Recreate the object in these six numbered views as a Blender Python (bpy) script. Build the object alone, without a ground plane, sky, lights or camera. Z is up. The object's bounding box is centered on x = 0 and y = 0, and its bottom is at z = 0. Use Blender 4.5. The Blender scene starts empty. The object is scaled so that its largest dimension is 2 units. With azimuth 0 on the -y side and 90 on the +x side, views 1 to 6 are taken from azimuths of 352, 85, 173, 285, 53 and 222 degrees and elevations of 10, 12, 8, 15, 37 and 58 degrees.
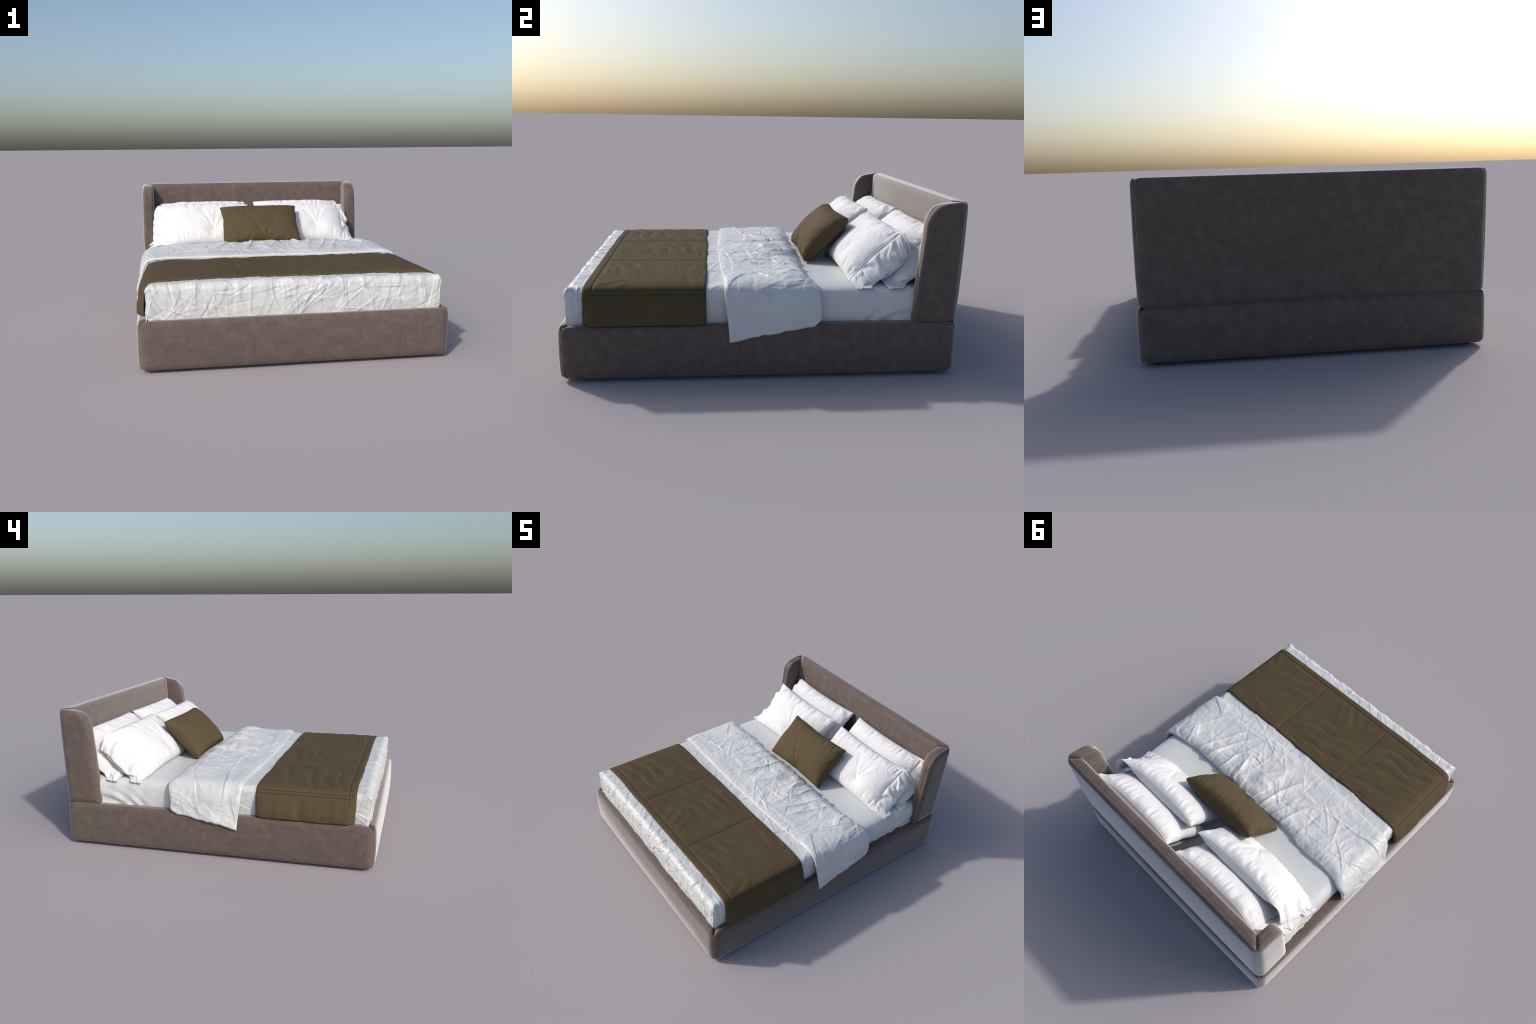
# Upholstered velvet bed with wing headboard, crumpled duvet, quilted runner and pillows.
import bpy, math
import numpy as np
from mathutils import Vector

# ------------------------------------------------------------------ helpers
def link(ob, parent=None):
    bpy.context.scene.collection.objects.link(ob)
    if parent is not None:
        ob.parent = parent
    return ob


def mesh_object(name, verts, faces, mat, parent=None, sharp=40.0):
    me = bpy.data.meshes.new(name)
    me.from_pydata(np.asarray(verts, float).tolist(), [], faces)
    me.validate()
    me.polygons.foreach_set("use_smooth", [True] * len(me.polygons))
    if sharp:
        me.set_sharp_from_angle(angle=math.radians(sharp))
    me.materials.append(mat)
    me.update()
    return link(bpy.data.objects.new(name, me), parent)


def grid_faces(n, m, start=0, flip=False, keep=None):
    i, j = np.meshgrid(np.arange(n - 1), np.arange(m - 1), indexing="ij")
    a = start + i * m + j
    q = np.stack([a, a + m, a + m + 1, a + 1], -1)
    if flip:
        q = q[..., ::-1]
    if keep is not None:
        q = q[keep]
    return q.reshape(-1, 4).tolist()


def hash01(ix, iy, seed):
    h = (ix.astype(np.int64) * 374761393 + iy.astype(np.int64) * 668265263 + seed * 974634777) & 0xFFFFFFFF
    h = ((h ^ (h >> 13)) * 1274126177) & 0xFFFFFFFF
    h = (h ^ (h >> 16)) & 0xFFFFFFFF
    return h / 4294967295.0


def vnoise(x, y, seed=0):
    """smooth value noise in [-1, 1]"""
    x, y = np.broadcast_arrays(np.asarray(x, float), np.asarray(y, float))
    ix, iy = np.floor(x), np.floor(y)
    fx, fy = x - ix, y - iy
    fx = fx * fx * fx * (fx * (fx * 6 - 15) + 10)
    fy = fy * fy * fy * (fy * (fy * 6 - 15) + 10)
    a, b = hash01(ix, iy, seed), hash01(ix + 1, iy, seed)
    c, d = hash01(ix, iy + 1, seed), hash01(ix + 1, iy + 1, seed)
    return 2 * ((a * (1 - fx) + b * fx) * (1 - fy) + (c * (1 - fx) + d * fx) * fy) - 1


def fbm(x, y, seed=0, octaves=3):
    s, a = 0, 1.0
    for k in range(octaves):
        s = s + a * vnoise(x * 2 ** k, y * 2 ** k, seed + 17 * k)
        a *= 0.5
    return s / 1.75


def smooth(a, b, x):
    t = np.clip((x - a) / (b - a), 0, 1)
    return t * t * (3 - 2 * t)


def ellipse_rise(d, r):
    t = np.clip(d / r, 0, 1)
    return np.sqrt(np.maximum(0, 1 - (1 - t) ** 2))


def catmull(points, n=600):
    """smooth curve through control points, resampled by arc length"""
    p = np.array(points, float)
    q = np.vstack([2 * p[0] - p[1], p, 2 * p[-1] - p[-2]])
    out = []
    for k in range(len(p) - 1):
        t = np.linspace(0, 1, 60, endpoint=False)[:, None]
        p0, p1, p2, p3 = q[k:k + 4]
        out.append(0.5 * (2 * p1 + (p2 - p0) * t + (2 * p0 - 5 * p1 + 4 * p2 - p3) * t ** 2
                          + (3 * p1 - p0 - 3 * p2 + p3) * t ** 3))
    c = np.vstack(out + [p[-1:]])
    s = np.concatenate([[0], np.cumsum(np.linalg.norm(np.diff(c, axis=0), axis=1))])
    si = np.linspace(0, s[-1], n)
    return si, np.stack([np.interp(si, s, c[:, k]) for k in range(c.shape[1])], -1)


def edge_spaced(lo, hi, step, fine=(0, .0012, .003, .0055, .009, .0135, .019, .026, .035)):
    """samples from lo to hi, closer together near both ends"""
    f = np.array(fine)
    f = f[f < (hi - lo) * 0.45]
    n = max(2, int(round((hi - lo - 2 * f[-1]) / step)) + 1)
    return np.concatenate([lo + f[:-1], np.linspace(lo + f[-1], hi - f[-1], n), hi - f[:-1][::-1]])


def grid_normals(P):
    du = np.gradient(P, axis=0)
    dv = np.gradient(P, axis=1)
    n = np.cross(du, dv)
    return n / np.maximum(np.linalg.norm(n, axis=-1, keepdims=True), 1e-12)


def creases(X, Y, count, seed, amp, width, length, area, angle=None, spread=math.pi, bend=.10, up=.67):
    """sum of pressed-in folds of random place and direction: sharp tents, thin ridges, one-sided steps"""
    rng = np.random.default_rng(seed)
    H = np.zeros_like(X)
    for _ in range(count):
        cx, cy = rng.uniform(area[0], area[1]), rng.uniform(area[2], area[3])
        th = rng.uniform(0, math.pi) if angle is None else angle + rng.normal() * spread
        L = length * rng.uniform(0.4, 1.3)
        w = width * rng.uniform(0.6, 1.6)
        a = amp * rng.uniform(0.3, 1.0) * (1 if rng.random() < up else -1)
        curve = rng.normal() * bend / max(L, 1e-3)
        kind = rng.integers(4)
        dx, dy = X - cx, Y - cy
        t = dx * math.cos(th) + dy * math.sin(th)
        n = -dx * math.sin(th) + dy * math.cos(th) + curve * t * t
        m = (np.abs(t) < L * 1.4) & (np.abs(n) < w * 9)
        if not m.any():
            continue
        tt, nn = t[m] / L, n[m] / w
        fade = np.exp(-(np.abs(tt) ** 3) * 2)
        if kind <= 1:
            prof = np.exp(-np.sqrt(nn * nn + .04) / 1.6) * 1.1
        elif kind == 2:
            prof = np.exp(-nn ** 2)
        else:
            prof = np.tanh(nn * 2.2) * np.exp(-np.abs(nn) / 3.0)
        H[m] += a * fade * prof
    return H


def fold_net(X, Y, seed, count, along, across, sharp=4.0, angle=None, spread=.4):
    """network of nearly straight thin ridges: anisotropic ridged noise in several directions, 0..1"""
    rng = np.random.default_rng(seed)
    H = np.zeros_like(X)
    for k in range(count):
        th = rng.uniform(0, math.pi) if angle is None else angle + rng.normal() * spread
        t = X * math.cos(th) + Y * math.sin(th)
        n = -X * math.sin(th) + Y * math.cos(th)
        q = vnoise(n * across * rng.uniform(.7, 1.3) + rng.uniform(0, 50), t * along * rng.uniform(.7, 1.3) + rng.uniform(0, 50), seed + 31 * k)
        mask = smooth(-.15, .55, vnoise(X * 5 + 9 * k, Y * 5, seed + 7 * k + 3))
        H = np.maximum(H, mask * np.exp(-np.sqrt(q * q + .0006) * sharp) * rng.uniform(.5, 1))
    return H


# ------------------------------------------------------------------ materials
def nodes_of(name):
    m = bpy.data.materials.new(name)
    m.use_nodes = True
    nt = m.node_tree
    b = nt.nodes["Principled BSDF"]
    return m, nt, b


def node(nt, kind, **values):
    n = nt.nodes.new(kind)
    for k, v in values.items():
        if k in n.inputs:
            n.inputs[k].default_value = v
        else:
            setattr(n, k, v)
    return n


def ramp(nt, stops):
    r = nt.nodes.new("ShaderNodeValToRGB")
    e = r.color_ramp.elements
    while len(e) < len(stops):
        e.new(0.5)
    for k, (p, c) in enumerate(stops):
        e[k].position = p
        e[k].color = (*c, 1) if len(c) == 3 else c
    return r


def velvet_material():
    m, nt, b = nodes_of("taupe_velvet")
    L = nt.links.new
    tc = node(nt, "ShaderNodeTexCoord")
    big = node(nt, "ShaderNodeTexNoise", Scale=19.0, Detail=8.0, Roughness=0.74)
    fine = node(nt, "ShaderNodeTexNoise", Scale=260.0, Detail=2.0, Roughness=0.6)
    for n in (big, fine):
        L(tc.outputs["Object"], n.inputs["Vector"])
    r = ramp(nt, [(0.30, VELVET_DARK), (0.52, VELVET_MID), (0.74, VELVET_LIGHT)])
    L(big.outputs["Fac"], r.inputs["Fac"])
    grain = node(nt, "ShaderNodeMapRange")
    grain.inputs["To Min"].default_value = 0.86
    grain.inputs["To Max"].default_value = 1.14
    L(fine.outputs["Fac"], grain.inputs["Value"])
    mul = node(nt, "ShaderNodeMix", data_type="RGBA", blend_type="MULTIPLY")
    mul.inputs[0].default_value = 1.0
    L(r.outputs["Color"], mul.inputs[6])
    L(grain.outputs["Result"], mul.inputs[7])
    # velvet sheen painted into the base colour: blends to pale at grazing view angles
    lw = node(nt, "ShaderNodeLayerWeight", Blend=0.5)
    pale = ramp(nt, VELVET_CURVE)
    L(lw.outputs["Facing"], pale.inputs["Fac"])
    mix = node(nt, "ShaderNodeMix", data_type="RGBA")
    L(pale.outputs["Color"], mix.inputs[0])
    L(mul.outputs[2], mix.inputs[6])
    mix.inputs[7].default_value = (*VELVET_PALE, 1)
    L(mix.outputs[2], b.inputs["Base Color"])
    b.inputs["Roughness"].default_value = 0.75
    b.inputs["Specular IOR Level"].default_value = 0.15
    bump = node(nt, "ShaderNodeBump", Strength=0.12, Distance=0.002)
    L(fine.outputs["Fac"], bump.inputs["Height"])
    L(bump.outputs["Normal"], b.inputs["Normal"])
    return m


def cloth_material(name, colour, rough=0.6, spec=0.3, vary=0.06, weave=900.0, bump_strength=0.06,
                   sheen=0.0, patch=9.0, soft=0.0, soft_scale=12.0):
    m, nt, b = nodes_of(name)
    L = nt.links.new
    tc = node(nt, "ShaderNodeTexCoord")
    big = node(nt, "ShaderNodeTexNoise", Scale=patch, Detail=4.0, Roughness=0.6)
    fine = node(nt, "ShaderNodeTexNoise", Scale=weave, Detail=2.0)
    for n in (big, fine):
        L(tc.outputs["Object"], n.inputs["Vector"])
    lo = tuple(c * (1 - vary) for c in colour)
    hi = tuple(min(1, c * (1 + vary)) for c in colour)
    r = ramp(nt, [(0.3, lo), (0.7, hi)])
    L(big.outputs["Fac"], r.inputs["Fac"])
    L(r.outputs["Color"], b.inputs["Base Color"])
    b.inputs["Roughness"].default_value = rough
    b.inputs["Specular IOR Level"].default_value = spec
    if sheen:
        b.inputs["Sheen Weight"].default_value = sheen
        b.inputs["Sheen Roughness"].default_value = 0.5
    bump = node(nt, "ShaderNodeBump", Strength=bump_strength, Distance=0.001)
    L(fine.outputs["Fac"], bump.inputs["Height"])
    last = bump
    if soft:
        sn = node(nt, "ShaderNodeTexNoise", Scale=soft_scale, Detail=3.0, Distortion=0.6)
        L(tc.outputs["Object"], sn.inputs["Vector"])
        b2 = node(nt, "ShaderNodeBump", Strength=soft, Distance=0.01)
        L(sn.outputs["Fac"], b2.inputs["Height"])
        L(bump.outputs["Normal"], b2.inputs["Normal"])
        last = b2
    L(last.outputs["Normal"], b.inputs["Normal"])
    return m


VELVET_DARK = (0.096, 0.073, 0.063)
VELVET_MID = (0.122, 0.095, 0.083)
VELVET_LIGHT = (0.162, 0.129, 0.113)
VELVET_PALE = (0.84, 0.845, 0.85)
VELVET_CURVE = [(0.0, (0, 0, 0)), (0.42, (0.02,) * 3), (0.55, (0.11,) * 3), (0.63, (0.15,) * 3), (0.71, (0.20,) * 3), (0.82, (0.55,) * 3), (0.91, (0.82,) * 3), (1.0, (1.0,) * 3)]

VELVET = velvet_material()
FOOT = cloth_material("dark_foot_plastic", (0.03, 0.025, 0.022), 0.6, 0.3)
SHEET = cloth_material("pale_grey_cotton", (0.61, 0.635, 0.63), 0.44, 0.35, 0.02)
DUVET = cloth_material("white_satin_cotton", (0.60, 0.615, 0.62), 0.41, 0.45, 0.05, soft=0.30, soft_scale=34.0)
PILLOW = cloth_material("white_pillow_cotton", (0.73, 0.73, 0.745), 0.7, 0.1, 0.02)
BROWN = cloth_material("olive_brown_satin_cotton", (0.092, 0.069, 0.038), 0.7, 0.08, 0.05)

# ------------------------------------------------------------------ bed root
bed = bpy.data.objects.new("upholstered_bed", None)
link(bed)
bed["label"] = "taupe velvet wing-back double bed with white bedding and brown runner"
bed["category"] = "double bed"


# ------------------------------------------------------------------ padded panels
def padded_panel(name, ls, lt, place, parent, radii=(.03,) * 4, thick=.065, puff=.018, puff_r=.05,
                 belly=.014, inner_puff=.010, inner_r=.03, inner_belly=.0, miter=(1, 1), piping=(), belly_s=.35, soft_t=(0, 0),
                 step=.02, mat=None):
    """A puffed upholstery panel: outer face, stitched edge band, inner face.
    s runs 0..ls, t runs 0..lt, w is depth outwards (0 at the outer seam)."""
    S, T = edge_spaced(0, ls, step), edge_spaced(0, lt, step)
    s, t = np.meshgrid(S, T, indexing="ij")

    def corner(s, t):
        s, t = s.copy(), t.copy()
        d = np.minimum(np.minimum(s, ls - s), np.minimum(t, lt - t))
        for k, (sx, tx) in enumerate(((0, 0), (1, 0), (1, 1), (0, 1))):
            r = radii[k]
            ds = (r - s) if sx == 0 else (s - (ls - r))
            dt = (r - t) if tx == 0 else (t - (lt - r))
            m = (ds > 0) & (dt > 0)
            mx = np.maximum(ds, dt)
            ln = np.maximum(np.hypot(ds, dt), 1e-9)
            ns, nt_ = ds * mx / ln, dt * mx / ln
            cs, ct = (r if sx == 0 else ls - r), (r if tx == 0 else lt - r)
            s[m] = (cs - ns if sx == 0 else cs + ns)[m]
            t[m] = (ct - nt_ if tx == 0 else ct + nt_)[m]
            d[m] = (r - mx)[m]
        return s, t, np.maximum(d, 0)

    cs, ct, d = corner(s, t)
    bell = np.clip(4 * cs / ls * (1 - cs / ls), 0, 1) ** belly_s * np.clip(4 * ct / lt * (1 - ct / lt), 0, 1) ** .9
    wobble = fbm(cs * 7, ct * 7, hash(len(name)) % 97) * .0012 * smooth(0, .06, d)
    n, m_ = s.shape
    # edges that butt against another panel fall away gently, free edges roll right over
    big = np.full_like(d, 9.0)
    d_soft, d_free = big.copy(), big.copy()
    for dist, soft in ((cs, miter[0]), (ls - cs, miter[1]), (ct, soft_t[0]), (lt - ct, soft_t[1])):
        if soft:
            d_soft = np.minimum(d_soft, np.maximum(dist, 0))
        else:
            d_free = np.minimum(d_free, np.maximum(dist, 0))
    k = (d_free + 1e-4) ** 2 / ((d_free + 1e-4) ** 2 + (d_soft + 1e-4) ** 2)
    tt = np.clip(d / puff_r, 0, 1)
    rise = k * (1 - (1 - tt) ** 2) + (1 - k) * ellipse_rise(d, puff_r)
    outer_w = puff * rise + belly * bell + wobble

    def shrunk(s_, depth):
        """mitre: the panel gets shorter towards the inside where another panel meets it"""
        a = np.clip(1 - s_ / ls, 0, 1) * miter[0] * depth
        b = np.clip(s_ / ls, 0, 1) * miter[1] * depth
        return s_ + a - b

    verts = [np.stack(place(cs, ct, outer_w), -1).reshape(-1, 3)]
    faces = grid_faces(n, m_)
    # border loop
    idx = np.arange(n * m_).reshape(n, m_)
    loop = np.concatenate([idx[:, 0], idx[-1, 1:], idx[-2::-1, -1], idx[0, -2:0:-1]])
    ls_, lt_ = cs.reshape(-1)[loop], ct.reshape(-1)[loop]
    mid_s, mid_t = ls / 2, lt / 2
    # inward direction in the plane of the panel
    gs = np.roll(ls_, -1) - np.roll(ls_, 1)
    gt = np.roll(lt_, -1) - np.roll(lt_, 1)
    gl = np.maximum(np.hypot(gs, gt), 1e-9)
    ins, intt = -gt / gl, gs / gl
    prof = [(-.0004, -.002)]
    for c in piping:
        prof += [(-.0006, -c + .0016), (.0022, -c), (-.0006, -c - .0016)]
    prof += [(-.0006, -thick * .75), (-.0004, -thick + .001)]
    base = n * m_
    rings = []
    cur = loop
    for inset, w in prof:
        rs = shrunk(ls_ + ins * inset, -w)
        rt = lt_ + intt * inset
        verts.append(np.stack(place(rs, rt, np.full_like(rs, w)), -1))
        new = base + np.arange(len(loop))
        base += len(loop)
        for k in range(len(loop)):
            k2 = (k + 1) % len(loop)
            faces.append([int(cur[k2]), int(cur[k]), int(new[k]), int(new[k2])])
        cur = new
    inner_w = -thick - inner_puff * ellipse_rise(d, inner_r) - inner_belly * bell
    verts.append(np.stack(place(shrunk(cs, thick), ct, inner_w), -1).reshape(-1, 3))
    faces += grid_faces(n, m_, base, flip=True)
    new = base + loop
    for k in range(len(loop)):
        k2 = (k + 1) % len(loop)
        faces.append([int(cur[k2]), int(cur[k]), int(new[k]), int(new[k2])])
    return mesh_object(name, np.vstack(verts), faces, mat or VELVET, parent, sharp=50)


# base -----------------------------------------------------------------
BX, BY0, BY1 = .827, -.9715, .953
BZ0, BZ1 = .018, .277
platform_v = np.array([[x, y, z] for z in (.03, .26) for y in (BY0 + .03, BY1 - .03) for x in (-BX + .03, BX - .03)])
platform_f = [[0, 2, 3, 1], [4, 5, 7, 6], [0, 1, 5, 4], [2, 6, 7, 3], [0, 4, 6, 2], [1, 3, 7, 5]]
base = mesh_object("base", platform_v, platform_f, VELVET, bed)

pk = dict(radii=(.028, .028, .036, .036), thick=.05, puff=.014, puff_r=.034, belly=.013, inner_puff=.02, inner_r=.04)
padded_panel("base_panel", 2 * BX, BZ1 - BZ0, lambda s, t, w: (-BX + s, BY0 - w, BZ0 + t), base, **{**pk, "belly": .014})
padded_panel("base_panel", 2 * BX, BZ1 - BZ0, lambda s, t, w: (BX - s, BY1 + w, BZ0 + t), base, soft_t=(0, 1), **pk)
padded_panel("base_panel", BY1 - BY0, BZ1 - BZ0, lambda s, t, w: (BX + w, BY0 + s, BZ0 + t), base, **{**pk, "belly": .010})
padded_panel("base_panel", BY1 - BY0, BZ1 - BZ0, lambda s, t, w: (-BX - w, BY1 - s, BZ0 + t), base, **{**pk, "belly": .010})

# feet
def foot_mesh():
    v, f = [], []
    r, h, k = .024, .032, 20
    for z, q in ((0, r - .002), (.002, r), (h, r)):
        for i in range(k):
            a = 2 * math.pi * i / k
            v.append((q * math.cos(a), q * math.sin(a), z))
    for ring in range(2):
        for i in range(k):
            j = (i + 1) % k
            f.append([ring * k + i, ring * k + j, (ring + 1) * k + j, (ring + 1) * k + i])
    f.append(list(range(k))[::-1])
    f.append(list(range(2 * k, 3 * k)))
    return v, f


fv, ff = foot_mesh()
foot0 = mesh_object("foot", fv, ff, FOOT, base)
foot0.location = (-.765, -.90, 0)
for x, y in ((.765, -.90), (-.765, .89), (.765, .89)):
    o = foot0.copy()
    o.location = (x, y, 0)
    link(o, base)

# headboard --------------------------------------------------------------
HZ0, HZ1, HX = .2785, .874, .820
HH = HZ1 - HZ0


def back_y(z):
    return .951 + (z - HZ0) / HH * .021


hk = dict(thick=.046, puff=.017, puff_r=.036, inner_puff=.020, inner_r=.045, piping=(.013, .019), soft_t=(1, 0))
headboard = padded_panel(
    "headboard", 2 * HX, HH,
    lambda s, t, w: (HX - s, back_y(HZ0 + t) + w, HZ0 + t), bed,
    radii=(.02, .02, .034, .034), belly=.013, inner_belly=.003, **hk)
WL = .21


def wing_place(side):
    def place(s, t, w):
        # s: 0 at the back seam .. WL at the front edge ; t: 0 bottom .. HH top
        tn = t / HH
        back = back_y(HZ0 + t)
        front = .737 + .050 * tn
        f = s / WL
        y = back + (front - back) * f
        top = HZ1 - .030 * np.clip(f, 0, 1) ** 1.8
        z = HZ0 + tn * (top - HZ0)
        return side * (HX + w), y, z
    return place


for side in (1, -1):
    pl = wing_place(side)
    if side == 1:
        fn = lambda s, t, w, pl=pl: pl(WL - s, t, w)
        padded_panel("headboard_wing", WL, HH, fn, headboard, radii=(.012, .02, .034, .085), belly=.004, miter=(0, 1), **hk)
    else:
        padded_panel("headboard_wing", WL, HH, pl, headboard, radii=(.02, .012, .085, .034), belly=.004, miter=(1, 0), **hk)

# ------------------------------------------------------------------ bedding sheets
def section(points):
    """half cross-section (distance from the middle, height) -> function of arc length"""
    s, c = catmull(points)

    def f(X):
        a = np.abs(X)
        return np.sign(X) * np.interp(a, s, c[:, 0]), np.interp(a, s, c[:, 1])
    f.length = s[-1]
    f.s, f.c = s, c
    f.at_height = lambda z: np.interp(-z, -c[:, 1], s)
    return f


def thick_sheet(name, P, mat, parent, t, dist, lift=None, sharp=35):
    """two skins around the surface P, closed with a round edge; dist = distance from the cloth's edge"""
    N = grid_normals(P)
    rise = ellipse_rise(dist, t / 2)[..., None]
    h = t / 2 * rise
    up = P + N * h
    if lift is not None:
        up = up + N * (lift * smooth(0, .012, dist))[..., None]
    dn = P - N * h
    n, m = P.shape[:2]
    verts = np.vstack([up.reshape(-1, 3), dn.reshape(-1, 3)])
    idx = np.arange(n * m).reshape(n, m)
    remap = np.arange(2 * n * m)
    border = np.zeros((n, m), bool)
    border[0] = border[-1] = True
    border[:, 0] = border[:, -1] = True
    remap[n * m + idx[border]] = idx[border]
    f = np.array(grid_faces(n, m) + grid_faces(n, m, n * m, flip=True))
    return mesh_object(name, verts, remap[f].tolist(), mat, parent, sharp=sharp)


# fitted sheet over the mattress (head half) ---------------------------------
sec = section([(0, .456), (.4, .455), (.62, .452), (.72, .446), (.765, .432), (.784, .405), (.790, .36), (.790, .31), (.784, .25)])
Xs = np.linspace(-sec.length, sec.length, 420)
Ys = np.linspace(-.30, .905, 260)
X, Y = np.meshgrid(Xs, Ys, indexing="ij")
x, z = sec(X)
y = Y + 0.0 * X
head_drop = smooth(.86, .905, Y)
P = np.stack([x, y, z - .03 * head_drop ** 2], -1)
N = grid_normals(P)
below = smooth(.70, .80, np.abs(X))
H = .0035 * vnoise(X * 3 + 3, Y * 5, 5) + .0012 * fbm(X * 9, Y * 9, 9)
# pulled diagonal folds low on the sides near the headboard wings
A = np.abs(X)
diag = np.sin((A * .75 + Y * .55) * 105 + 4 * vnoise(Y * 5, A * 4, 3))
H += diag * .0075 * smooth(.80, .93, A) * smooth(.32, .62, Y) * (.35 + .65 * np.abs(vnoise(A * 6, Y * 6, 8)))
H += .002 * np.sin((Y - A * .3) * 55 + 3 * vnoise(Y * 3, A * 3, 4)) * below * smooth(.25, .5, Y)
P = P + N * H[..., None]
fitted = mesh_object("fitted_sheet", P.reshape(-1, 3), grid_faces(*P.shape[:2]), SHEET, bed)

# duvet (foot half, boxed corners) ---------------------------------------------
DL = -.946                       # plane of the front face
R = .034
hem_z, top_z = .262, .463
DW = .789


def rounded(X, W):
    """arc-length -> (distance, drop) for a flat top that turns down over radius R at W"""
    a = np.abs(X)
    flat = W - R
    th = np.clip((a - flat) / R, 0, math.pi / 2)
    h = np.where(a < flat, a, flat + R * np.sin(th))
    drop = R * (1 - np.cos(th)) + np.maximum(0, a - flat - R * math.pi / 2)
    return np.sign(X) * h, drop


arc_end_x = DW - R + R * math.pi / 2
drop_len = top_z - hem_z - R
Xm = arc_end_x + drop_len
fY = -DL                          # distance of the front from y=0
arc_end_y = fY - R + R * math.pi / 2
Ym = arc_end_y + drop_len
st = .0038
Xs = np.concatenate([np.linspace(-Xm, -arc_end_x, int(drop_len / st)), np.linspace(-arc_end_x, arc_end_x, int(2 * arc_end_x / st))[1:-1],
                     np.linspace(arc_end_x, Xm, int(drop_len / st))])
Yt = np.concatenate([np.linspace(-Ym, -arc_end_y, int(drop_len / st)), np.linspace(-arc_end_y, -.05, int((arc_end_y - .05) / st))[1:]])
X, Y = np.meshgrid(Xs, Yt, indexing="ij")
hx, dx = rounded(X, DW)
hy, dy = rounded(Y, fY)
Hh = top_z - hem_z
crown = .012 * np.clip(np.abs(hx) / DW, 0, 1) ** 4 * (1 - np.clip(dy / Hh, 0, 1))
zz = top_z - crown - dx * (1 - np.clip(dy / Hh, 0, 1)) - dy * (1 - np.clip(dx / Hh, 0, 1))
P = np.stack([hx, hy, zz], -1)
N = grid_normals(P)
seam_d = np.maximum(np.abs(np.abs(X) - arc_end_x) + 9 * (np.abs(Y) < arc_end_y - .002),
                    0)
seam_d = np.minimum(seam_d, np.abs(np.abs(Y) - arc_end_y) + 9 * ((Y > 0) | (np.abs(X) < arc_end_x - .002)))
area = (-Xm, Xm, -Ym, -.1)
H = .0030 * fbm(X * 4.5, Y * 4.5, 21, 2) + .0012 * fbm(X * 14, Y * 14, 33, 2)
H += .0054 * fold_net(X, Y, 100, 7, 2.6, 7.5, 6) + .0024 * fold_net(X, Y, 320, 7, 6.0, 15.0, 5)
H += creases(X, Y, 220, 4, .0034, .0055, .15, area)
H += creases(X, Y, 75, 5, .0040, .0042, .17, (-DW, DW, -Ym, -arc_end_y + .02))
H += creases(X, Y, 160, 8, .0020, .0034, .09, area)
front = smooth(arc_end_y - .10, arc_end_y - .02, -Y)
# gathered vertical puckers where the front turns over the edge
H += front * creases(X, Y, 100, 12, .0027, .0055, .085, (-DW, DW, -fY - .12, -fY + .06), angle=math.pi / 2, spread=.25)
H += front * .005 * np.maximum(0, vnoise(X * 22, Y * 4, 51)) * smooth(arc_end_y + .10, arc_end_y, -Y)
H *= smooth(.002, .035, seam_d) * .95 + .05
under = smooth(-.862, -.845, Y) * smooth(-.285, -.30, Y)
H = H * (1 - .8 * under) - .004 * under
H += -.0035 * np.exp(-(seam_d / .0035) ** 2) + .0022 * np.exp(-((seam_d - .0085) / .0035) ** 2)
H += .005 * np.clip(np.sin(np.clip((dx + dy) / Hh, 0, 1) * math.pi), 0, 1) * smooth(0, .05, seam_d)
P = P + N * H[..., None]
# little pulled-up ears at the two foot corners
ear = np.exp(-((np.abs(hx) - DW) ** 2 + (hy - DL) ** 2) / .030 ** 2) * np.exp(-np.maximum(0, dx + dy - .05) / .03)
P[..., 2] += .022 * ear
P[..., 0] += .004 * ear * np.sign(X)
P[..., 1] -= .003 * ear
ax, ay = np.abs(Xs), np.abs(Yt)
kx = (np.maximum(ax[:-1], ax[1:]) > arc_end_x + 1e-6)
ky = (np.maximum(ay[:-1], ay[1:]) > arc_end_y + 1e-6)
keep = ~(kx[:, None] & ky[None, :])
duvet = mesh_object("duvet", P.reshape(-1, 3), grid_faces(*P.shape[:2], keep=keep), DUVET, bed)

# duvet turned back at the top ---------------------------------------------------
sec = section([(0, .472), (.4, .471), (.62, .470), (.72, .467), (.772, .459), (.803, .438), (.822, .39), (.833, .32), (.846, .25), (.857, .19), (.86, .12)])
a_tip, a_head = sec.at_height(.195), sec.at_height(.272)
U = edge_spaced(-1, 1, .0040, fine=(0, .001, .003, .006, .010, .015))
V = edge_spaced(0, 1, .0075, fine=(0, .0025, .007, .013, .020, .028))
u, v = np.meshgrid(U, V, indexing="ij")
amax = a_tip + (a_head - a_tip) * v ** .9 - .022 * smooth(.92, 1.0, v) ** 2 + .0035 * vnoise(v * 16, np.sign(u) * 3, 7) * smooth(0, .1, v)
X = u * amax
au = np.abs(X)
hang = smooth(.70, .86, au)
y0 = -.214 + .022 * smooth(.15, .95, au) + .022 * smooth(.78, 1.08, au)
y1 = .232 + .018 * vnoise(X * 4.2, .3, 14) + .010 * vnoise(X * 11, 1.3, 15) + .035 * smooth(.55, .85, au) - .005 * smooth(.9, 1.0, au)
Y = y0 + (y1 - y0) * v
x, z = sec(X)
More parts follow.
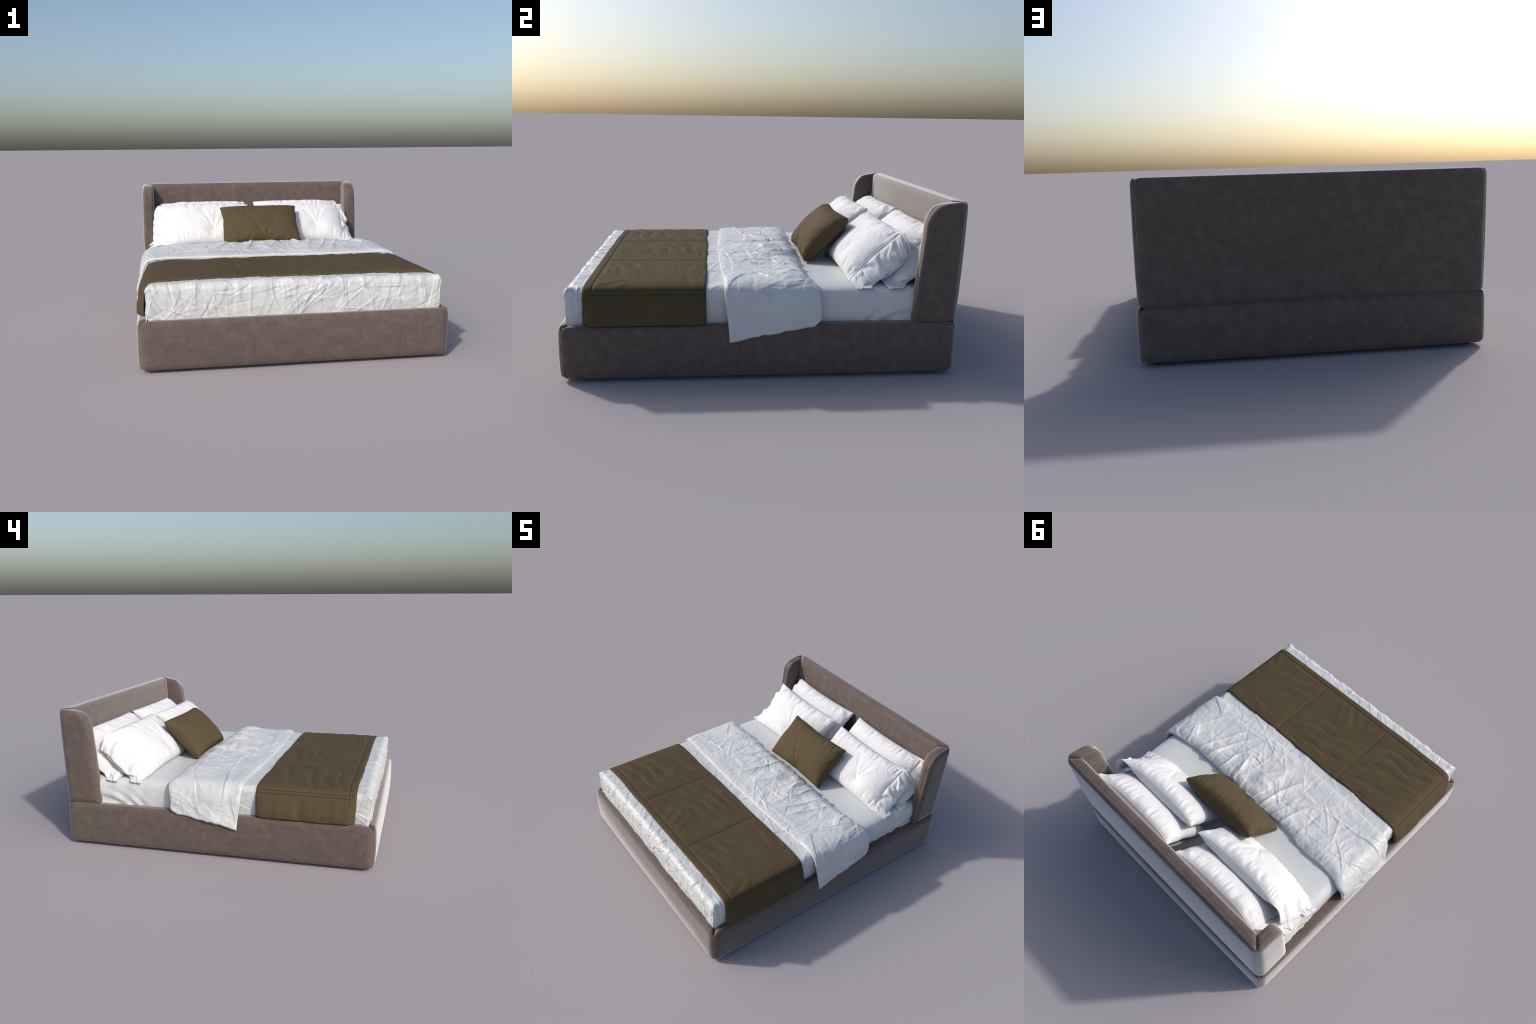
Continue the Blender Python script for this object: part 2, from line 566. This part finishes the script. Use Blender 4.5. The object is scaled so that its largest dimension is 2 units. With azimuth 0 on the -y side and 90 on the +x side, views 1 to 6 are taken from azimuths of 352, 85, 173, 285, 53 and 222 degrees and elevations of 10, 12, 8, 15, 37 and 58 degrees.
# the head edge rolls down onto the sheet
roll = smooth(.84, 1.0, v) ** 1.6 * (1 - hang)
z = z - .005 * smooth(.12, 0, v) * (1 - hang) - .022 * roll + .011 * smooth(.25, .75, v) * (1 - smooth(.66, .80, au))
P = np.stack([x, Y, z], -1)
N = grid_normals(P)
dist = np.minimum(np.minimum(v, 1 - v) * .45, (1 - np.abs(u)) * amax)
area = (-1.1, 1.1, -.22, .28)
L = .0055 * fbm(X * 5, Y * 4, 71, 2) + .0012 * fbm(X * 15, Y * 12, 73, 2)
# long soft folds running from the turn-back towards the pillows
wav = vnoise(X * 10 - Y * 5 + .5 * vnoise(X * 4, Y * 4, 2), Y * 2.0 + X * 1.5, 86)
centre = .30 + .70 * smooth(.62, .25, np.abs(X - .05))
L += .0175 * np.exp(-np.abs(wav) * 3.0) * smooth(.08, .40, v) * centre
L += .0060 * np.exp(-np.abs(vnoise(X * 17 - Y * 7, Y * 5, 83)) * 4) * smooth(.45, .75, v) * centre
L += .0060 * fold_net(X, Y, 200, 7, 2.6, 7.5, 6) + .0030 * fold_net(X, Y, 300, 7, 6.0, 15.0, 5)
L += creases(X, Y, 190, 31, .0036, .0055, .13, area)
L += creases(X, Y, 110, 37, .0020, .0036, .07, area)
L += creases(X, Y, 34, 41, .0045, .008, .10, (-.7, .7, .02, .25), angle=math.pi / 2 + .15, spread=.5)
L += .008 * np.maximum(0, vnoise(X * 9, v * 3, 91)) * smooth(.6, .85, v) * smooth(1, .93, v)
L = L + hang * (.006 * vnoise(X * 9, Y * 7, 95) + .006 * fold_net(X, Y, 260, 4, 3.0, 8, 5))
L *= smooth(0, .05, v) * .75 + .25
# stitched hem along the fold
L += -.0016 * np.exp(-((v - .024) / .005) ** 2)
fold_top = thick_sheet("turned_back_duvet", P + N * .004, DUVET, bed, .016, dist, lift=L)

# quilted runner -----------------------------------------------------------------
sec = section([(0, .467), (.4, .466), (.60, .465), (.71, .461), (.766, .453), (.790, .437), (.802, .41), (.807, .37), (.810, .32), (.811, .281)])
RL = sec.length
U = edge_spaced(-RL, RL, .0026, fine=(0, .001, .0025, .0045, .007, .010))
V = edge_spaced(-.866, -.279, .0032, fine=(0, .001, .0025, .0045, .007, .010))
X, Y = np.meshgrid(U, V, indexing="ij")
x, z = sec(X)
au = np.abs(X)
y = Y + .0035 * vnoise(X * 5, Y * 0 + (Y > -.6), 3)
flare = smooth(.44, .31, z) * smooth(-.866, -.82, Y) * (.45 + .55 * smooth(-.279, -.33, Y))
x = x + np.sign(X) * flare * (.026 + .005 * vnoise(Y * 9, X * 0 + np.sign(X), 27))
P = np.stack([x, y, z], -1)
N = grid_normals(P)
dist = np.minimum(RL - au, np.minimum(Y + .866, -.279 - Y))
line_x = np.abs(au - .281)
line_y = np.abs(Y + .822)
a1 = sec.at_height(.438)
band1, band2 = np.abs(au - a1), np.abs(au - a1 - .018)
puff = .0042 * ellipse_rise(line_x, .035) * ellipse_rise(np.abs(Y + .822), .035) * smooth(-.822, -.815, Y)
puff = np.where(au > a1, .0026 * ellipse_rise(np.abs(au - a1 - .018), .02), puff * ellipse_rise(np.abs(a1 - au), .03))
puff = np.where(Y < -.822, .0030 * ellipse_rise(line_y, .012), puff)


def groove(d, w=.0019, depth=.0024):
    return -depth * np.exp(-(d / w) ** 2)


L = puff
on_top = (Y > -.822) & (au < a1)
L = L + np.where(au < a1, groove(line_x) * (.6 + .4 * (Y > -.822)), 0) + groove(line_y, .0020, .0022) + groove(band1, .0018, .0026) + groove(band2, .0018, .0026)
# soft bowed drag folds inside each quilted field
cell = (X + .281) / .562
ph = cell - np.floor(cell) - .5
bow = (Y + .5) * 62 - 26 * ph * np.abs(ph) + 3.2 * vnoise(X * 2.2, Y * 3.0, 13) + 2.2 * vnoise(X * 7, Y * 9, 12)
fade = .25 + .75 * smooth(.2, .75, vnoise(X * 4.5 + 5, Y * 4, 19) * .5 + .5)
top_mask = smooth(a1, a1 - .05, au)
L = L + top_mask * smooth(.0, .05, line_x) * smooth(-.822, -.79, Y) * (
    .0021 * (np.sin(bow) + .35 * np.sin(2 * bow + .8)) * fade + .0030 * fbm(X * 6, Y * 9, 19)
    + .0028 * np.sin((X * 1.0 + Y * .55) * 75 + 4 * vnoise(X * 4, Y * 4, 44)) * smooth(.5, .9, vnoise(X * 3.5, Y * 4, 45) * .5 + .5) * (1 - fade)
    + creases(X, Y, 45, 61, .0022, .010, .09, (-.75, .75, -.8, -.3), angle=0.25, spread=.4))
side = smooth(a1 + .02, a1 + .06, au)
L = L + side * (.0050 * vnoise(Y * 24, au * 3, 23) + .003 * vnoise(Y * 7, au * 3, 24))
runner = thick_sheet("bed_runner", P, BROWN, bed, .012, dist, lift=L)

# ------------------------------------------------------------------ pillows
def pillow(name, hw, hh, thick, centre, tilt, mat, parent, seed, fold_at=None, fold_amp=1.0, pinch=.05,
           pucker=1.0, yaw=0.0, floor=.455, squash_top=0.0, n=150, m=100, outer=0, full=.40):
    """Stuffed pillow. Local x: width, local y: up the slope, local z: out of the front face."""
    a = np.sin(np.linspace(-1, 1, n) * math.pi / 2 * .93) / math.sin(math.pi / 2 * .93)
    b = np.sin(np.linspace(-1, 1, m) * math.pi / 2 * .93) / math.sin(math.pi / 2 * .93)
    u, v = np.meshgrid(a, b, indexing="ij")
    rng = np.random.default_rng(seed)
    px = hw * u * (1 - pinch * (1 - v ** 2) * u ** 2)
    py = hh * v * (1 - pinch * 1.3 * (1 - u ** 2) * v ** 2)
    px = px + .004 * vnoise(v * 2.5, u, seed)
    dome = ((1 - np.abs(u) ** 2.6) * (1 - np.abs(v) ** 2.4))
    dome = np.maximum(dome, 0) ** (full + (.24 * smooth(.45, 1.0, u * outer) if outer else 0))
    du, dv = (1 - np.abs(u)) * hw, (1 - np.abs(v)) * hh
    skins = []
    for face in (1, -1):
        sd = seed * 5 + face
        z = thick * dome * (1.0 if face == 1 else .8)
        # puckers standing square to the seams
        k1 = .6 - 1.5 * np.abs(vnoise(px * 42 + 9 * py * np.sin(px * 8 + sd) + .8 * vnoise(px * 9, py * 6, sd), py * 3.0 + np.sign(v) * 7, sd + 1))
        k2 = .6 - 1.5 * np.abs(vnoise(py * 42 + .8 * vnoise(px * 9, py * 6, sd), px * 3.0 + np.sign(u) * 7, sd + 2))
        e1 = np.exp(-((dv - .036) / .040) ** 2) * smooth(.002, .030, dv)
        e2 = np.exp(-((du - .028) / .030) ** 2) * smooth(.002, .030, du)
        z = z + pucker * (.0088 * k1 * e1 * np.where(v < 0, .6, 1) + .0050 * k2 * e2)
        z = z + (.004 * fbm(px * 6, py * 6, sd + 3) + .0014 * fbm(px * 26, py * 22, sd + 4)) * smooth(0, .05, np.minimum(du, dv))
        z = z + creases(px, py, 26, sd + 60, .0022, .006, .07, (-hw, hw, -hh, hh)) * smooth(0, .03, np.minimum(du, dv))
        if fold_at is not None and face == 1:
            ox, oy = fold_at[0], fold_at[1]
            rx, ry = px - ox, py - oy
            rr = np.hypot(rx, ry)
            th = np.arctan2(rx, ry)
            dent = 0
            for ang, amp, length in ((-.52, 1.0, .20), (.40, .95, .17), (-.20, .45, .14), (.15, .40, .12), (.78, .4, .12), (-.85, .4, .13), (1.25, .3, .08), (-1.25, .3, .08)):
                ang = ang + rng.normal() * .06
                cross = rr * np.sin(th - ang)
                along = rr * np.cos(th - ang)
                w = .005 + .07 * np.maximum(along, 0)
                dent = dent + amp * (np.exp(-(cross / w) ** 2) - .55 * np.exp(-((cross - 1.7 * w) / w) ** 2)) \
                    * smooth(-.012, .02, along) * np.exp(-(np.maximum(along, 0) / length) ** 3)
            z = z - fold_amp * (.0062 * dent + .014 * np.exp(-(rr / .05) ** 2))
        edge = np.minimum(du, dv)
        z = z - .0016 * np.exp(-((edge - .0075) / .003) ** 2)
        z = np.maximum(z, .0012) * smooth(-.001, .004, edge)
        skins.append(np.stack([px, py, face * z], -1))
    ct, stl = math.cos(tilt), math.sin(tilt)
    cy, sy = math.cos(yaw), math.sin(yaw)

    def world(L):
        # slope: local y -> (0, ct, st) up the lean ; local z -> (0, -st, ct)
        X = L[..., 0]
        Yw = L[..., 1] * ct - L[..., 2] * stl
        Zw = L[..., 1] * stl + L[..., 2] * ct
        Q = np.stack([X * cy - Yw * sy, X * sy + Yw * cy, Zw], -1) + np.array(centre)
        low = Q[..., 2] - floor
        soft = np.where(low < .02, .02 * np.exp(np.minimum(0, (low - .02)) / .02), low)
        Q[..., 2] = floor + soft * 1.0
        return Q
    A, B = world(skins[0]), world(skins[1])
    nv = n * m
    verts = np.vstack([A.reshape(-1, 3), B.reshape(-1, 3)])
    idx = np.arange(nv).reshape(n, m)
    remap = np.arange(2 * nv)
    bd = np.zeros((n, m), bool)
    bd[0] = bd[-1] = True
    bd[:, 0] = bd[:, -1] = True
    remap[nv + idx[bd]] = idx[bd]
    f = np.array(grid_faces(n, m) + grid_faces(n, m, nv, flip=True))
    ob = mesh_object(name, verts, remap[f].tolist(), mat, parent, sharp=60)
    seam = A[-1] if outer > 0 else A[0]
    return ob, seam


def flange(parent, seam, outer, seed, floor, mat):
    """open end of the pillowcase: a gathered double skirt that hangs from the side seam"""
    n = 110
    k = np.linspace(0, 1, len(seam))
    v = np.linspace(0, 1, n)                       # 0 bottom .. 1 top of the seam
    S = np.stack([np.interp(v, k, seam[:, c]) for c in range(3)], -1)
    rows = np.concatenate([np.linspace(0, 1, 30)])
    for layer in (0, 1):
        lo = np.array([.088, .020, -.028]) if layer == 0 else np.array([.085, .055, -.030])
        md = np.array([.070, .040, -.072]) if layer == 0 else np.array([.055, .085, -.060])
        hi = np.array([.044, .014, -.108]) if layer == 0 else np.array([.040, .030, -.100])
        w = v[:, None]
        D = lo * (1 - w) * (1 - 2 * w) + md * 4 * w * (1 - w) + hi * w * (2 * w - 1)
        D = D * np.array([outer, 1, 1]) * (1.10 - (.24 - .1 * layer) * np.exp(-((w - .27) / .09) ** 2) + .10 * np.exp(-((w - .12) / .07) ** 2) - .08 * np.exp(-((w - .72) / .1) ** 2))
        ln = np.linalg.norm(D, axis=1)
        Pts = np.zeros((n, len(rows), 3))
        vv, rr = np.meshgrid(v, rows, indexing="ij")
        sag = rr * (1 - rr)
        for c in range(3):
            Pts[..., c] = S[:, c][:, None] + D[:, c][:, None] * rr
        Pts[..., 0] += outer * .050 * sag * smooth(.0, .5, vv)
        Pts[..., 2] += .030 * sag
        gather = vnoise(vv * 13 + .8 * vnoise(vv * 5, rr * 2, seed), rr * .7 + 4 * layer, seed + layer)
        fine = vnoise(vv * 34, rr * 2, seed + 5 + layer)
        amp = (.62 + .38 * rr) * smooth(0, .12, rr)
        off = (.019 * gather + .0045 * fine * (1 - .6 * rr)) * amp * smooth(.02, .38, vv)
        nrm = np.array([outer * .62, -.55, .55]) if layer == 0 else np.array([outer * .62, .2, .6])
        nrm = nrm / np.linalg.norm(nrm)
        Pts += off[..., None] * nrm
        low = Pts[..., 2] - floor(Pts[..., 0])
        Pts[..., 2] = np.where(low < 0, floor(Pts[..., 0]) + .002 * (2 - layer) + .002 * np.maximum(0, gather), Pts[..., 2])
        dist = np.minimum(np.minimum(vv, 1 - vv) * .36, (1 - rr) * .10)
        Pts = Pts if outer > 0 else Pts[::-1]
        dist = dist if outer > 0 else dist[::-1]
        mesh_object_from_sheet(Pts, dist, mat, parent)


def mesh_object_from_sheet(P, dist, mat, parent):
    return thick_sheet("pillow_flange", P, mat, parent, .0032, dist, sharp=60)


def side_floor(x):
    return np.where(np.abs(x) < .74, .447, .447 - (np.abs(x) - .74) * .35)


# (x centre, bottom y, bottom z, top y, top z)
white = [
    (-.372, .600, .455, .884, .722, -1, 11, None, .0),
    (.355, .600, .455, .886, .719, 1, 12, None, .0),
    (-.374, .438, .452, .704, .720, -1, 13, (.05, -.085), .0),
    (.350, .438, .452, .703, .706, 1, 14, (.10, -.075), .0),
]
for cx, yb, zb, yt, zt, outer, seed, fold, yaw in white:
    hh = math.hypot(yt - yb, zt - zb) / 2
    ob, seam = pillow("pillow", .331, hh, .082, (cx, (yb + yt) / 2, (zb + zt) / 2), math.atan2(zt - zb, yt - yb),
                      PILLOW, bed, seed, fold_at=fold, outer=outer, floor=.449)
    flange(ob, seam, outer, seed + 40, side_floor, PILLOW)

cushion, _ = pillow("cushion", .283, math.hypot(.241, .247) / 2, .084, (.008, .388, .589), math.atan2(.247, .243), BROWN, bed, 21,
                    fold_at=(.02, -.150), fold_amp=1.0, pinch=.06, pucker=.75, floor=.452, full=.34)
